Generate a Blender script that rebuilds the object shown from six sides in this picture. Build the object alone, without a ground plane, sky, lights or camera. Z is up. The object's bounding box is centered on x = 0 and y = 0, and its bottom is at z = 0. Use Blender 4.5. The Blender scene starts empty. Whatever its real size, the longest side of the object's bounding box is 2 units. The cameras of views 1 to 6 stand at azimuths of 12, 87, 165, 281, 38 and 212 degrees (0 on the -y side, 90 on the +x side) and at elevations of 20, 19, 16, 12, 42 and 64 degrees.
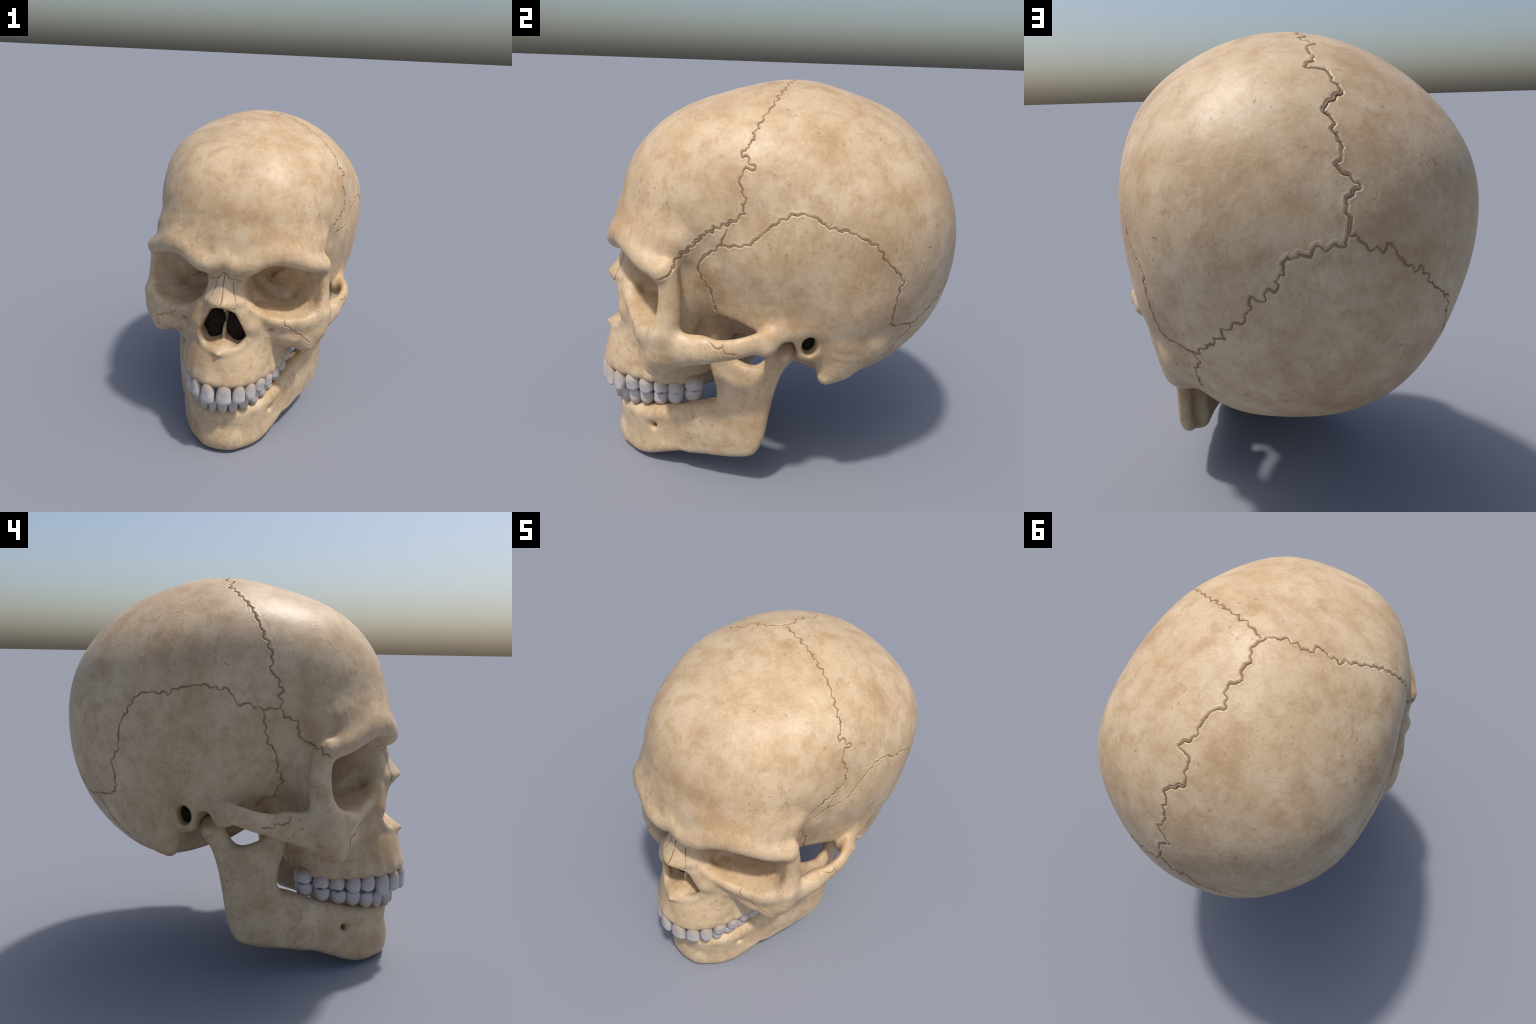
# Human skull: implicit anatomy (vault, face bones, mandible) polygonised into quads,
# zig-zag sutures carved into it, bones separated along the sutures, 32 modelled teeth.
import bpy, heapq, math
import numpy as np
from mathutils import Vector, Matrix, noise
from mathutils.bvhtree import BVHTree
from mathutils.kdtree import KDTree

rng = np.random.default_rng(7)
SIDES = (1.0, -1.0)
H = 0.009  # grid step of the implicit field

# ------------------------------------------------------------------ implicit field tools
class Field:
    """Signed field on a half grid x >= 0 (the skull is symmetric), mirrored at the end."""
    def __init__(self, lo, hi, h):
        self.h = h
        self.ax = [np.arange(-0.5 * h, hi[0] + h, h), np.arange(lo[1], hi[1] + h, h), np.arange(lo[2], hi[2] + h, h)]
        self.F = np.full([len(a) for a in self.ax], 1.0, np.float32)

    def box(self, lo, hi):
        s = []
        for a, l, u in zip(self.ax, lo, hi):
            i, j = np.searchsorted(a, l), np.searchsorted(a, u, "right")
            s.append(slice(max(i - 1, 0), max(j + 1, 1)))
        g = np.meshgrid(*[a[k] for a, k in zip(self.ax, s)], indexing="ij")
        return tuple(s), [c.astype(np.float32) for c in g]

    def add(self, shape, k=0.03):
        fn, lo, hi = shape
        s, P = self.box([l - k - 0.03 for l in lo], [u + k + 0.03 for u in hi])
        self.F[s] = smin(self.F[s], fn(*P), k)

    def cut(self, shape, k=0.02):
        fn, lo, hi = shape
        s, P = self.box([l - k - 0.03 for l in lo], [u + k + 0.03 for u in hi])
        self.F[s] = -smin(-self.F[s], fn(*P), k)


def smin(a, b, k):
    h = np.clip(0.5 + 0.5 * (b - a) / k, 0, 1)
    return b + (a - b) * h - k * h * (1 - h)


def ellipsoid(c, r, rot=(0, 0, 0)):
    M = np.array((Matrix.Rotation(math.radians(rot[2]), 3, "Z") @ Matrix.Rotation(math.radians(rot[1]), 3, "Y") @ Matrix.Rotation(math.radians(rot[0]), 3, "X")).transposed())
    R = max(r)
    def fn(x, y, z):
        d = (x - c[0], y - c[1], z - c[2])
        q = [M[i, 0] * d[0] + M[i, 1] * d[1] + M[i, 2] * d[2] for i in range(3)]
        k0 = np.sqrt(sum((q[i] / r[i]) ** 2 for i in range(3)))
        k1 = np.sqrt(sum((q[i] / r[i] ** 2) ** 2 for i in range(3))) + 1e-6
        return k0 * (k0 - 1) / k1
    return fn, [v - R for v in c], [v + R for v in c]


def chain(pts, sq=(1, 1, 1), step=0.03):
    """Round rod along a spline through (x, y, z, radius); sq stretches its section along the axes."""
    pts = spline(pts, step)
    s = np.array(sq, float)
    def fn(x, y, z):
        out = None
        for a, b in zip(pts[:-1], pts[1:]):
            pa = [(p - v) / w for p, v, w in zip((x, y, z), a, s)]
            ab = (b[:3] - a[:3]) / s
            t = np.clip(sum(p * v for p, v in zip(pa, ab)) / (ab @ ab), 0, 1)
            d = np.sqrt(sum((p - t * v) ** 2 for p, v in zip(pa, ab))) - (a[3] + t * (b[3] - a[3]))
            out = d if out is None else np.minimum(out, d)
        return out * s.min()
    r = pts[:, 3:4] * s
    return fn, (pts[:, :3] - r).min(0), (pts[:, :3] + r).max(0)


def poly2(px, py, poly):
    """Signed distance to a closed polygon."""
    d = np.full(px.shape, 9.0, np.float32)
    ins = np.zeros(px.shape, bool)
    n = len(poly)
    for i in range(n):
        (ax, ay), (bx, by) = poly[i], poly[(i + 1) % n]
        ex, ey = bx - ax, by - ay
        wx, wy = px - ax, py - ay
        t = np.clip((wx * ex + wy * ey) / (ex * ex + ey * ey + 1e-12), 0, 1)
        d = np.minimum(d, (wx - ex * t) ** 2 + (wy - ey * t) ** 2)
        cond = (ay > py) != (by > py)
        ins ^= cond & (px < ex * (py - ay) / (ey if abs(ey) > 1e-9 else 1e-9) + ax)
    return np.where(ins, -1, 1) * np.sqrt(d)


def smooth_closed(poly, n=4):
    P = np.array(poly, float)
    out = []
    for i in range(len(P)):
        a, b, c, d = P[i - 1], P[i], P[(i + 1) % len(P)], P[(i + 2) % len(P)]
        for t in np.arange(n) / n:
            out.append(0.5 * (2 * b + (c - a) * t + (2 * a - 5 * b + 4 * c - d) * t ** 2 + (3 * b - a - 3 * c + d) * t ** 3))
    return np.array(out)


def spline(P, step):
    """Catmull-Rom through points, resampled at an even step."""
    P = np.array(P, float)
    Q = np.vstack([2 * P[0] - P[1], P, 2 * P[-1] - P[-2]])
    out = []
    for i in range(1, len(Q) - 2):
        a, b, c, d = Q[i - 1 : i + 3]
        for t in np.arange(12) / 12:
            out.append(0.5 * (2 * b + (c - a) * t + (2 * a - 5 * b + 4 * c - d) * t ** 2 + (3 * b - a - 3 * c + d) * t ** 3))
    out = np.array(out + [P[-1]])
    L = np.r_[0, np.cumsum(np.linalg.norm(np.diff(out, axis=0), axis=1))]
    s = np.linspace(0, L[-1], max(int(L[-1] / step), 2) + 1)
    return np.stack([np.interp(s, L, out[:, i]) for i in range(out.shape[1])], 1)


def surface_net(field):
    """Naive surface nets on the mirrored field: vertices and quads."""
    Fh = field.F
    F = np.concatenate([Fh[1:][::-1], Fh[1:]], 0)
    ax = np.concatenate([-field.ax[0][1:][::-1], field.ax[0][1:]])
    org = np.array([ax[0], field.ax[1][0], field.ax[2][0]])
    h = field.h
    S = F < 0
    n = np.array(F.shape)
    cnt = np.zeros(n - 1, np.int8)
    cor = [(i, j, k) for i in (0, 1) for j in (0, 1) for k in (0, 1)]
    for i, j, k in cor:
        cnt += S[i : n[0] - 1 + i, j : n[1] - 1 + j, k : n[2] - 1 + k]
    act = np.argwhere((cnt > 0) & (cnt < 8))
    ids = np.full(n - 1, -1, np.int64)
    ids[tuple(act.T)] = np.arange(len(act))
    val = np.stack([F[tuple((act + c).T)] for c in cor], 1)
    pos = np.zeros((len(act), 3))
    num = np.zeros(len(act))
    for a in range(8):
        for b in range(a + 1, 8):
            if sum(abs(p - q) for p, q in zip(cor[a], cor[b])) != 1:
                continue
            m = (val[:, a] < 0) != (val[:, b] < 0)
            t = val[m, a] / (val[m, a] - val[m, b])
            pos[m] += np.array(cor[a]) + t[:, None] * (np.array(cor[b]) - np.array(cor[a]))
            num[m] += 1
    V = org + h * (act + pos / num[:, None])
    quads = []
    for a in range(3):
        b, c = (a + 1) % 3, (a + 2) % 3
        lo = [slice(None)] * 3
        hi = [slice(None)] * 3
        lo[a], hi[a] = slice(0, n[a] - 1), slice(1, n[a])
        e = np.argwhere(S[tuple(lo)] != S[tuple(hi)])
        e = e[(e[:, b] > 0) & (e[:, c] > 0) & (e[:, b] < n[b] - 1) & (e[:, c] < n[c] - 1)]
        flip = S[tuple(e.T)]
        q = []
        for db, dc in ((-1, -1), (0, -1), (0, 0), (-1, 0)):
            o = e.copy()
            o[:, b] += db
            o[:, c] += dc
            q.append(ids[tuple(o.T)])
        q = np.stack(q, 1)
        q[~flip] = q[~flip][:, ::-1]
        quads.append(q)
    Q = np.vstack(quads)
    # relax tangentially, then pull back to the zero set
    def sample(P):
        g = (P - org) / h
        i = np.clip(np.floor(g).astype(int), 0, n - 2)
        f = g - i
        o = 0
        for c in cor:
            w = np.prod([f[:, k] if c[k] else 1 - f[:, k] for k in range(3)], 0)
            o = o + w * F[tuple((i + c).T)]
        return o
    E = np.vstack([Q[:, [0, 1]], Q[:, [1, 2]], Q[:, [2, 3]], Q[:, [3, 0]]])
    deg = np.bincount(E[:, 0], minlength=len(V)) + np.bincount(E[:, 1], minlength=len(V))
    for _ in range(3):
        A = np.stack([np.bincount(E[:, 0], V[E[:, 1], k], len(V)) + np.bincount(E[:, 1], V[E[:, 0], k], len(V)) for k in range(3)], 1) / deg[:, None]
        V = V + 0.6 * (A - V)
        d = 0.5 * h
        G = np.stack([sample(V + d * np.eye(3)[k]) - sample(V - d * np.eye(3)[k]) for k in range(3)], 1) / (2 * d)
        V = V - np.clip(sample(V)[:, None] * G / ((G ** 2).sum(1)[:, None] + 0.05), -h, h) * 0.8
    return V, Q


def make_mesh(name, V, faces):
    """Mesh from vertices and faces; faces is a list, a quad array or (corner array, face sizes)."""
    V = np.asarray(V, np.float32)
    if isinstance(faces, tuple):
        corners, sizes = faces
    elif isinstance(faces, np.ndarray):
        corners, sizes = faces.ravel(), np.full(len(faces), faces.shape[1])
    else:
        corners, sizes = np.concatenate([np.array(f) for f in faces]), np.array([len(f) for f in faces])
    me = bpy.data.meshes.new(name)
    me.vertices.add(len(V))
    me.vertices.foreach_set("co", V.ravel())
    me.loops.add(len(corners))
    me.loops.foreach_set("vertex_index", corners.astype(np.int32))
    me.polygons.add(len(sizes))
    me.polygons.foreach_set("loop_start", np.r_[0, np.cumsum(sizes)[:-1]].astype(np.int32))
    me.update(calc_edges=True)
    return me


# ------------------------------------------------------------------ the brain case
VAULT_CENTRE = np.array([0, 0.12, 1.28])
# rings of control radii: elevation, azimuths (0 = side, -90 = front, 90 = back), radii
VAULT_RINGS = [
    (-90, [0], [0.646]),
    (-62, [-90, -45, 0, 45, 90], [0.637, 0.628, 0.737, 0.802, 0.785]),
    (-42, [-90, -60, -30, 0, 30, 60, 90], [0.70, 0.665, 0.716, 0.731, 0.771, 0.816, 0.845]),
    (-22, [-90, -67.5, -45, -22.5, 0, 22.5, 45, 67.5, 90], [0.79, 0.765, 0.680, 0.658, 0.674, 0.728, 0.763, 0.809, 0.815]),
    (-2, [-90, -67.5, -45, -22.5, 0, 22.5, 45, 67.5, 90], [0.872, 0.854, 0.708, 0.660, 0.664, 0.707, 0.768, 0.79, 0.802]),
    (16, [-90, -67.5, -45, -22.5, 0, 22.5, 45, 67.5, 90], [0.901, 0.876, 0.766, 0.679, 0.686, 0.726, 0.778, 0.779, 0.775]),
    (34, [-90, -67.5, -45, -22.5, 0, 22.5, 45, 67.5, 90], [0.864, 0.854, 0.789, 0.736, 0.715, 0.723, 0.753, 0.755, 0.757]),
    (52, [-90, -60, -30, 0, 30, 60, 90], [0.786, 0.765, 0.745, 0.714, 0.717, 0.728, 0.735]),
    (70, [-90, -45, 0, 45, 90], [0.734, 0.728, 0.717, 0.711, 0.707]),
    (90, [0], [0.719]),
]


def vault():
    D, R = [], []
    for el, azs, rs in VAULT_RINGS:
        for az, r in zip(azs, rs):
            a, e = math.radians(az), math.radians(el)
            D.append((math.cos(e) * math.cos(a), math.cos(e) * math.sin(a), math.sin(e)))
            R.append(r)
    D = np.array(D)
    Dm = D * [-1, 1, 1]
    ker = lambda d: np.sqrt(np.maximum(2 - 2 * d, 0) + 0.05)
    w = np.linalg.solve(ker(D @ D.T) + ker(D @ Dm.T), R).astype(np.float32)
    D, Dm = D.astype(np.float32), Dm.astype(np.float32)
    def fn(x, y, z):
        d = np.stack([x, y - VAULT_CENTRE[1], z - VAULT_CENTRE[2]], -1).reshape(-1, 3).astype(np.float32)
        r = np.linalg.norm(d, axis=1) + 1e-6
        out = r - 0.72
        near = (r > 0.48) & (r < 0.97)
        u = d[near] / r[near, None]
        s = np.zeros(len(u), np.float32)
        for i in range(len(w)):
            s += w[i] * (ker(u @ D[i]) + ker(u @ Dm[i]))
        out[near] = r[near] - s
        return out.reshape(x.shape)
    return fn, (-0.05, -1, 0.4), (0.8, 1.05, 2.1)


# ------------------------------------------------------------------ the face
MAXILLA_CENTRE = (0.0, -0.45)
# height, then distance of the outer surface from the centre line at each bearing
MAXILLA_BEARINGS = [0, 12, 23, 40, 52, 66, 87, 110]
MAXILLA_LEVELS = [
    (0.500, [0.455, 0.446, 0.420, 0.362, 0.340, 0.318, 0.325, 0.30]),
    (0.540, [0.462, 0.455, 0.430, 0.375, 0.350, 0.328, 0.330, 0.30]),
    (0.600, [0.442, 0.440, 0.420, 0.372, 0.344, 0.318, 0.315, 0.29]),
    (0.680, [0.425, 0.420, 0.395, 0.358, 0.340, 0.320, 0.310, 0.28]),
    (0.740, [0.405, 0.395, 0.372, 0.352, 0.345, 0.340, 0.310, 0.27]),
    (0.800, [0.385, 0.375, 0.362, 0.350, 0.362, 0.370, 0.310, 0.25]),
    (0.880, [0.380, 0.372, 0.350, 0.340, 0.370, 0.360, 0.260, 0.22]),
    (0.950, [0.375, 0.370, 0.335, 0.310, 0.280, 0.230, 0.200, 0.18]),
]


def maxilla():
    rows = spline([(z, *r) for z, r in MAXILLA_LEVELS], 0.008)
    zs, T = rows[:, 0], rows[:, 1:]
    def fn(x, y, z):
        px, py = x - MAXILLA_CENTRE[0], MAXILLA_CENTRE[1] - y
        r = np.sqrt(px ** 2 + py ** 2)
        b = np.degrees(np.arctan2(np.abs(px), py))
        fz = np.clip(np.interp(z, zs, np.arange(len(zs))), 0, len(zs) - 1.001)
        fb = np.clip(np.interp(b, MAXILLA_BEARINGS, np.arange(len(MAXILLA_BEARINGS))), 0, len(MAXILLA_BEARINGS) - 1.001)
        i, j = fz.astype(int), fb.astype(int)
        u, v = fz - i, fb - j
        R = (T[i, j] * (1 - u) + T[i + 1, j] * u) * (1 - v) + (T[i, j + 1] * (1 - u) + T[i + 1, j + 1] * u) * v
        d = (r - R) * 0.9
        top = z - 0.95
        low = 0.50 + 0.055 * np.clip((y + 0.48) / 0.16, 0, 1) - z
        back = y + 0.290
        return _intersect([d, top, low, back], 0.03)
    return fn, (-0.05, -0.95, 0.48), (0.5, -0.25, 0.98)


def _intersect(ds, k):
    o = ds[0]
    for d in ds[1:]:
        o = -smin(-o, -d, k)
    return o


ORBIT_RIM = smooth_closed([(0.118, 1.128), (0.165, 1.178), (0.25, 1.236), (0.345, 1.230), (0.45, 1.178), (0.522, 1.132), (0.547, 1.09),
                           (0.538, 1.01), (0.50, 0.942), (0.425, 0.908), (0.33, 0.902), (0.225, 0.938), (0.155, 0.995), (0.118, 1.065)], 3)


def orbit():
    def fn(x, y, z):
        t = np.clip((y + 0.57) / 0.24, 0, 1)
        sx = 1 - 0.72 * t ** 1.1
        sz = 1 - 0.62 * t ** 1.4
        X = 0.112 + (x - 0.112) / sx
        Z = 1.085 + (z - 1.085) / sz
        d = poly2(X, Z, ORBIT_RIM) * np.minimum(sx, sz)
        return _intersect([d, (y + 0.475 + 0.40 * (z - 1.08) + 0.10 * (x - 0.25)) * 0.8], 0.06)
    return fn, (0.08, -1.0, 0.85), (0.62, -0.18, 1.3)


NOSE_OPENING = smooth_closed([(-0.025, 0.985), (0.025, 0.985), (0.064, 0.960), (0.086, 0.925), (0.118, 0.86), (0.142, 0.80), (0.134, 0.755), (0.085, 0.735), (0.03, 0.752),
                              (-0.03, 0.752), (-0.085, 0.735), (-0.134, 0.755), (-0.142, 0.80), (-0.118, 0.86), (-0.086, 0.925), (-0.064, 0.960)], 2)


def nose_opening():
    def fn(x, y, z):
        t = np.clip((y + 0.78) / 0.35, 0, 1)
        d = poly2(x, z - 0.25 * np.clip(-0.83 - y, 0, 0.1), NOSE_OPENING) + 0.02 * t
        return _intersect([d, y + 0.69], 0.04)
    return fn, (-0.05, -1.0, 0.68), (0.2, -0.4, 1.02)


def nasal_bridge():
    """Tent of the nasal bones: ridge line falling forward to the tip, flanks sloping to the orbits."""
    def fn(x, y, z):
        ridge = np.interp(z, [0.94, 0.985, 1.005, 1.02, 1.046, 1.073, 1.107, 1.15, 1.22], [-0.862, -0.868, -0.873, -0.868, -0.842, -0.822, -0.803, -0.789, -0.775])
        flank = 0.85 * (np.sqrt(x * x + 0.035 ** 2) - 0.035) + 7.0 * np.clip(np.abs(x) - 0.062, 0, 1) ** 2
        return _intersect([(ridge + flank - y) * 0.75, np.abs(x) - 0.13, 0.95 - z, z - 1.20, y + 0.62], 0.02)
    return fn, (-0.02, -0.9, 0.93), (0.14, -0.6, 1.22)


def septum():
    def fn(x, y, z):
        front = -0.765 + 0.09 * np.exp(-((z - 0.88) / 0.035) ** 2)
        return np.maximum(np.abs(x) - 0.009, np.maximum(front - y, np.maximum(y + 0.40, np.abs(z - 0.86) - 0.16)))
    return fn, (-0.05, -0.75, 0.68), (0.05, -0.38, 1.04)


def build_cranium(h):
    f = Field((0, -0.97, 0.46), (0.73, 0.98, 2.03), h)
    f.add(vault(), 0.001)
    # infratemporal hollow below the temporal edge
    f.cut(ellipsoid((0.47, -0.22, 0.76), (0.21, 0.24, 0.195)), 0.03)
    # core that joins face and base
    f.add(ellipsoid((0, -0.42, 0.86), (0.17, 0.30, 0.24)), 0.06)
    f.add(ellipsoid((0, -0.47, 1.08), (0.135, 0.28, 0.20)), 0.04)
    f.add(ellipsoid((0.38, -0.50, 0.875), (0.15, 0.12, 0.075)), 0.04)
    # pterygoid plates
    f.add(chain([(0.15, -0.27, 0.80, 0.03), (0.17, -0.25, 0.60, 0.022)], (0.6, 1.6, 1)), 0.03)
    # maxilla with its buttress to the cheek
    f.add(maxilla(), 0.04)
    f.add(ellipsoid((0.30, -0.55, 0.83), (0.16, 0.11, 0.12)), 0.05)
    f.add(chain([(0.46, -0.565, 0.715, 0.036), (0.38, -0.555, 0.715, 0.040), (0.29, -0.54, 0.66, 0.05)]), 0.05)
    f.add(ellipsoid((0.36, -0.592, 0.765), (0.10, 0.075, 0.060)), 0.05)
    f.add(ellipsoid((0.27, -0.35, 0.80), (0.10, 0.14, 0.16)), 0.05)
    # lower forehead, brow ridge
    f.add(chain([(0.0, -0.68, 1.33, 0.100), (0.15, -0.67, 1.33, 0.100), (0.30, -0.60, 1.33, 0.098), (0.40, -0.52, 1.325, 0.088), (0.445, -0.46, 1.31, 0.078)]), 0.08)
    f.add(chain([(0.0, -0.776, 1.252, 0.052), (0.085, -0.784, 1.228, 0.055), (0.16, -0.770, 1.248, 0.057), (0.25, -0.732, 1.290, 0.052), (0.35, -0.683, 1.283, 0.050),
                 (0.46, -0.598, 1.230, 0.049), (0.525, -0.522, 1.200, 0.042)]), 0.08)
    # outer wall of the orbit
    f.add(ellipsoid((0.425, -0.425, 1.08), (0.062, 0.13, 0.20), (0, 0, 35)), 0.04)
    f.add(ellipsoid((0.21, -0.29, 1.02), (0.19, 0.16, 0.21)), 0.04)
    f.add(ellipsoid((0.17, -0.42, 0.93), (0.14, 0.14, 0.10)), 0.04)
    # root of the nose, nasal bones and frontal processes
    f.add(nasal_bridge(), 0.025)
    f.add(chain([(0.085, -0.704, 1.18, 0.030), (0.080, -0.712, 1.06, 0.030), (0.106, -0.738, 0.95, 0.040), (0.15, -0.735, 0.86, 0.05)]), 0.06)
    # lower orbital rim
    f.add(chain([(0.53, -0.535, 0.900, 0.045), (0.44, -0.610, 0.870, 0.040), (0.335, -0.652, 0.867, 0.036), (0.235, -0.700, 0.908, 0.030), (0.160, -0.728, 0.970, 0.028)]), 0.05)
    # cheek bone
    f.add(chain([(0.525, -0.518, 0.90, 0.058), (0.515, -0.530, 0.81, 0.068), (0.468, -0.555, 0.725, 0.056)]), 0.04)
    f.add(chain([(0.44, -0.580, 0.86, 0.055), (0.435, -0.575, 0.78, 0.056), (0.445, -0.56, 0.715, 0.048)]), 0.05)
    f.add(chain([(0.50, -0.51, 0.77, 0.060), (0.545, -0.43, 0.815, 0.058), (0.588, -0.35, 0.855, 0.05)], (0.75, 1, 1.1)), 0.04)
    # frontal process of the cheek bone
    f.add(chain([(0.528, -0.495, 1.20, 0.042), (0.530, -0.485, 1.10, 0.050), (0.535, -0.490, 1.01, 0.054), (0.540, -0.505, 0.92, 0.062)], (0.7, 1, 1)), 0.03)
    # zygomatic arch running into the crest above the ear
    f.add(chain([(0.575, -0.41, 0.862, 0.056), (0.605, -0.31, 0.862, 0.054), (0.634, -0.22, 0.881, 0.049), (0.640, -0.14, 0.904, 0.046),
                 (0.606, -0.05, 0.920, 0.047), (0.592, 0.03, 0.943, 0.040), (0.575, 0.16, 0.968, 0.032), (0.555, 0.32, 0.96, 0.03)], (0.6, 1, 1)), 0.04)
    f.add(ellipsoid((0.59, -0.055, 0.885), (0.06, 0.045, 0.045)), 0.04)
    # shallow hollow of the temple behind the temporal line
    f.cut(ellipsoid((0.645, -0.37, 1.27), (0.12, 0.13, 0.17)), 0.03)
    # base hollow between jaw joint and mastoid
    f.cut(ellipsoid((0.52, 0.06, 0.70), (0.20, 0.13, 0.12)), 0.03)
    f.cut(ellipsoid((0.41, 0.13, 0.62), (0.14, 0.17, 0.13)), 0.03)
    # mastoid and the lip of the ear canal
    f.add(chain([(0.47, 0.42, 0.86, 0.10), (0.485, 0.32, 0.735, 0.065)]), 0.05)
    f.add(chain([(0.485, 0.29, 0.86, 0.11), (0.498, 0.265, 0.73, 0.070), (0.512, 0.235, 0.685, 0.043)]), 0.05)
    f.add(ellipsoid((0.53, 0.135, 0.855), (0.06, 0.072, 0.075)), 0.03)
    # hollows: jaw joint, ear canal, orbits, nose, palate
    f.cut(ellipsoid((0.57, 0.036, 0.815), (0.16, 0.050, 0.085)), 0.02)
    f.cut(chain([(0.70, 0.148, 0.872, 0.042), (0.28, 0.12, 0.872, 0.030)], (1, 0.85, 1.3)), 0.025)
    f.cut(chain([(0.275, -0.74, 0.79, 0.016), (0.265, -0.67, 0.825, 0.012)]), 0.025)
    f.cut(orbit(), 0.025)
    # clefts at the back of the orbit
    f.cut(chain([(0.31, -0.53, 1.16, 0.012), (0.24, -0.485, 1.12, 0.018), (0.19, -0.45, 1.07, 0.024)]), 0.012)
    f.cut(chain([(0.43, -0.51, 0.985, 0.010), (0.30, -0.455, 0.99, 0.014), (0.20, -0.43, 1.04, 0.018)]), 0.012)
    f.cut(nose_opening(), 0.018)
    f.cut(ellipsoid((0.0, -0.56, 0.48), (0.215, 0.27, 0.13)), 0.03)
    f.add(septum(), 0.012)
    # nasal spine
    f.add(chain([(0.0, -0.80, 0.715, 0.040), (0.0, -0.845, 0.714, 0.028), (0.0, -0.882, 0.718, 0.009)], (1.1, 1, 0.8)), 0.02)
    # sill of the nose
    f.add(chain([(0.0, -0.872, 0.714, 0.010), (0.05, -0.842, 0.716, 0.016), (0.10, -0.808, 0.732, 0.018), (0.142, -0.772, 0.775, 0.018)]), 0.025)
    # root swellings above the upper teeth
    for x, y, neck, tip, w, d, cusps in UPPER[:6]:
        f.add(chain([(x * 0.965, y * 0.978 + 0.014, neck + 0.014, 0.029), (x * 0.93, y * 0.962 + 0.014, neck + 0.09, 0.022)]), 0.022)
    return f


# ------------------------------------------------------------------ the lower jaw
RAMUS = smooth_closed([(-0.46, 0.33), (-0.38, 0.40), (-0.31, 0.455), (-0.287, 0.50), (-0.284, 0.55), (-0.298, 0.61), (-0.318, 0.68), (-0.318, 0.75), (-0.270, 0.785), (-0.225, 0.755),
                       (-0.185, 0.727), (-0.122, 0.707), (-0.075, 0.721), (-0.04, 0.772), (-0.02, 0.82), (0.03, 0.845), (0.085, 0.82), (0.08, 0.75), (0.038, 0.69), (0.006, 0.60),
                       (-0.014, 0.50), (-0.027, 0.42), (-0.040, 0.33), (-0.060, 0.265), (-0.090, 0.21), (-0.14, 0.18), (-0.21, 0.168), (-0.33, 0.155), (-0.46, 0.15)], 3)
# along the body from chin to angle: centre x, y, bottom, gum line, half thickness low, half thickness high
JAW_STATIONS = np.array([
    (0.000, -0.778, 0.014, 0.315, 0.058, 0.060),
    (0.080, -0.766, 0.008, 0.317, 0.058, 0.060),
    (0.155, -0.712, 0.008, 0.328, 0.058, 0.057),
    (0.214, -0.640, 0.030, 0.340, 0.060, 0.057),
    (0.264, -0.550, 0.074, 0.366, 0.058, 0.050),
    (0.302, -0.440, 0.116, 0.398, 0.057, 0.054),
    (0.338, -0.330, 0.142, 0.445, 0.052, 0.050),
    (0.380, -0.200, 0.155, 0.480, 0.045, 0.040),
])


def jaw_body():
    C = spline(JAW_STATIONS, 0.02)
    def fn(x, y, z):
        best = np.full(x.shape, 9.0, np.float32)
        par = [np.zeros(x.shape, np.float32) for _ in range(4)]
        for a, b in zip(C[:-1], C[1:]):
            ex, ey = b[0] - a[0], b[1] - a[1]
            t = np.clip(((x - a[0]) * ex + (y - a[1]) * ey) / (ex * ex + ey * ey), 0, 1)
            d = np.sqrt((x - a[0] - t * ex) ** 2 + (y - a[1] - t * ey) ** 2)
            m = d < best
            best = np.where(m, d, best)
            for k in range(4):
                par[k] = np.where(m, a[2 + k] + t * (b[2 + k] - a[2 + k]), par[k])
        lo, hi, wl, wh = par
        u = np.clip((z - lo) / (hi - lo), 0, 1)
        w = wl + (wh - wl) * u - 0.010 * np.sin(np.pi * np.clip(u * 1.15, 0, 1))
        return _intersect([best - w, lo - z, z - hi], 0.07)
    return fn, (-0.05, -0.92, -0.02), (0.48, -0.12, 0.47)


def ramus():
    def fn(x, y, z):
        d = poly2(y, z, RAMUS)
        xc = np.interp(y, [-0.5, -0.43, -0.30, -0.10, 0.05], [0.335, 0.352, 0.410, 0.470, 0.482])
        xc = xc - 0.014 * np.clip((z - 0.60) / 0.2, 0, 1) - 0.02 * np.clip((0.28 - z) / 0.15, 0, 1)
        return _intersect([d, np.abs(x - xc) - 0.034], 0.045)
    return fn, (0.25, -0.5, 0.1), (0.52, 0.12, 0.87)


def build_mandible(h):
    f = Field((0, -0.93, -0.06), (0.60, 0.16, 0.92), h)
    f.add(jaw_body(), 0.001)
    f.add(ramus(), 0.045)
    f.add(ellipsoid((0.475, 0.04, 0.79), (0.075, 0.042, 0.042)), 0.03)
    # chin boss
    f.add(ellipsoid((0.0, -0.785, 0.095), (0.12, 0.056, 0.07)), 0.06)
    # hollow between the gum and the oblique line
    f.cut(ellipsoid((0.415, -0.44, 0.40), (0.048, 0.10, 0.045), (25, 0, -20)), 0.03)
    # mental foramen
    f.cut(chain([(0.34, -0.64, 0.275, 0.020), (0.285, -0.622, 0.245, 0.017), (0.235, -0.605, 0.225, 0.012)]), 0.03)
    return f


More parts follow.
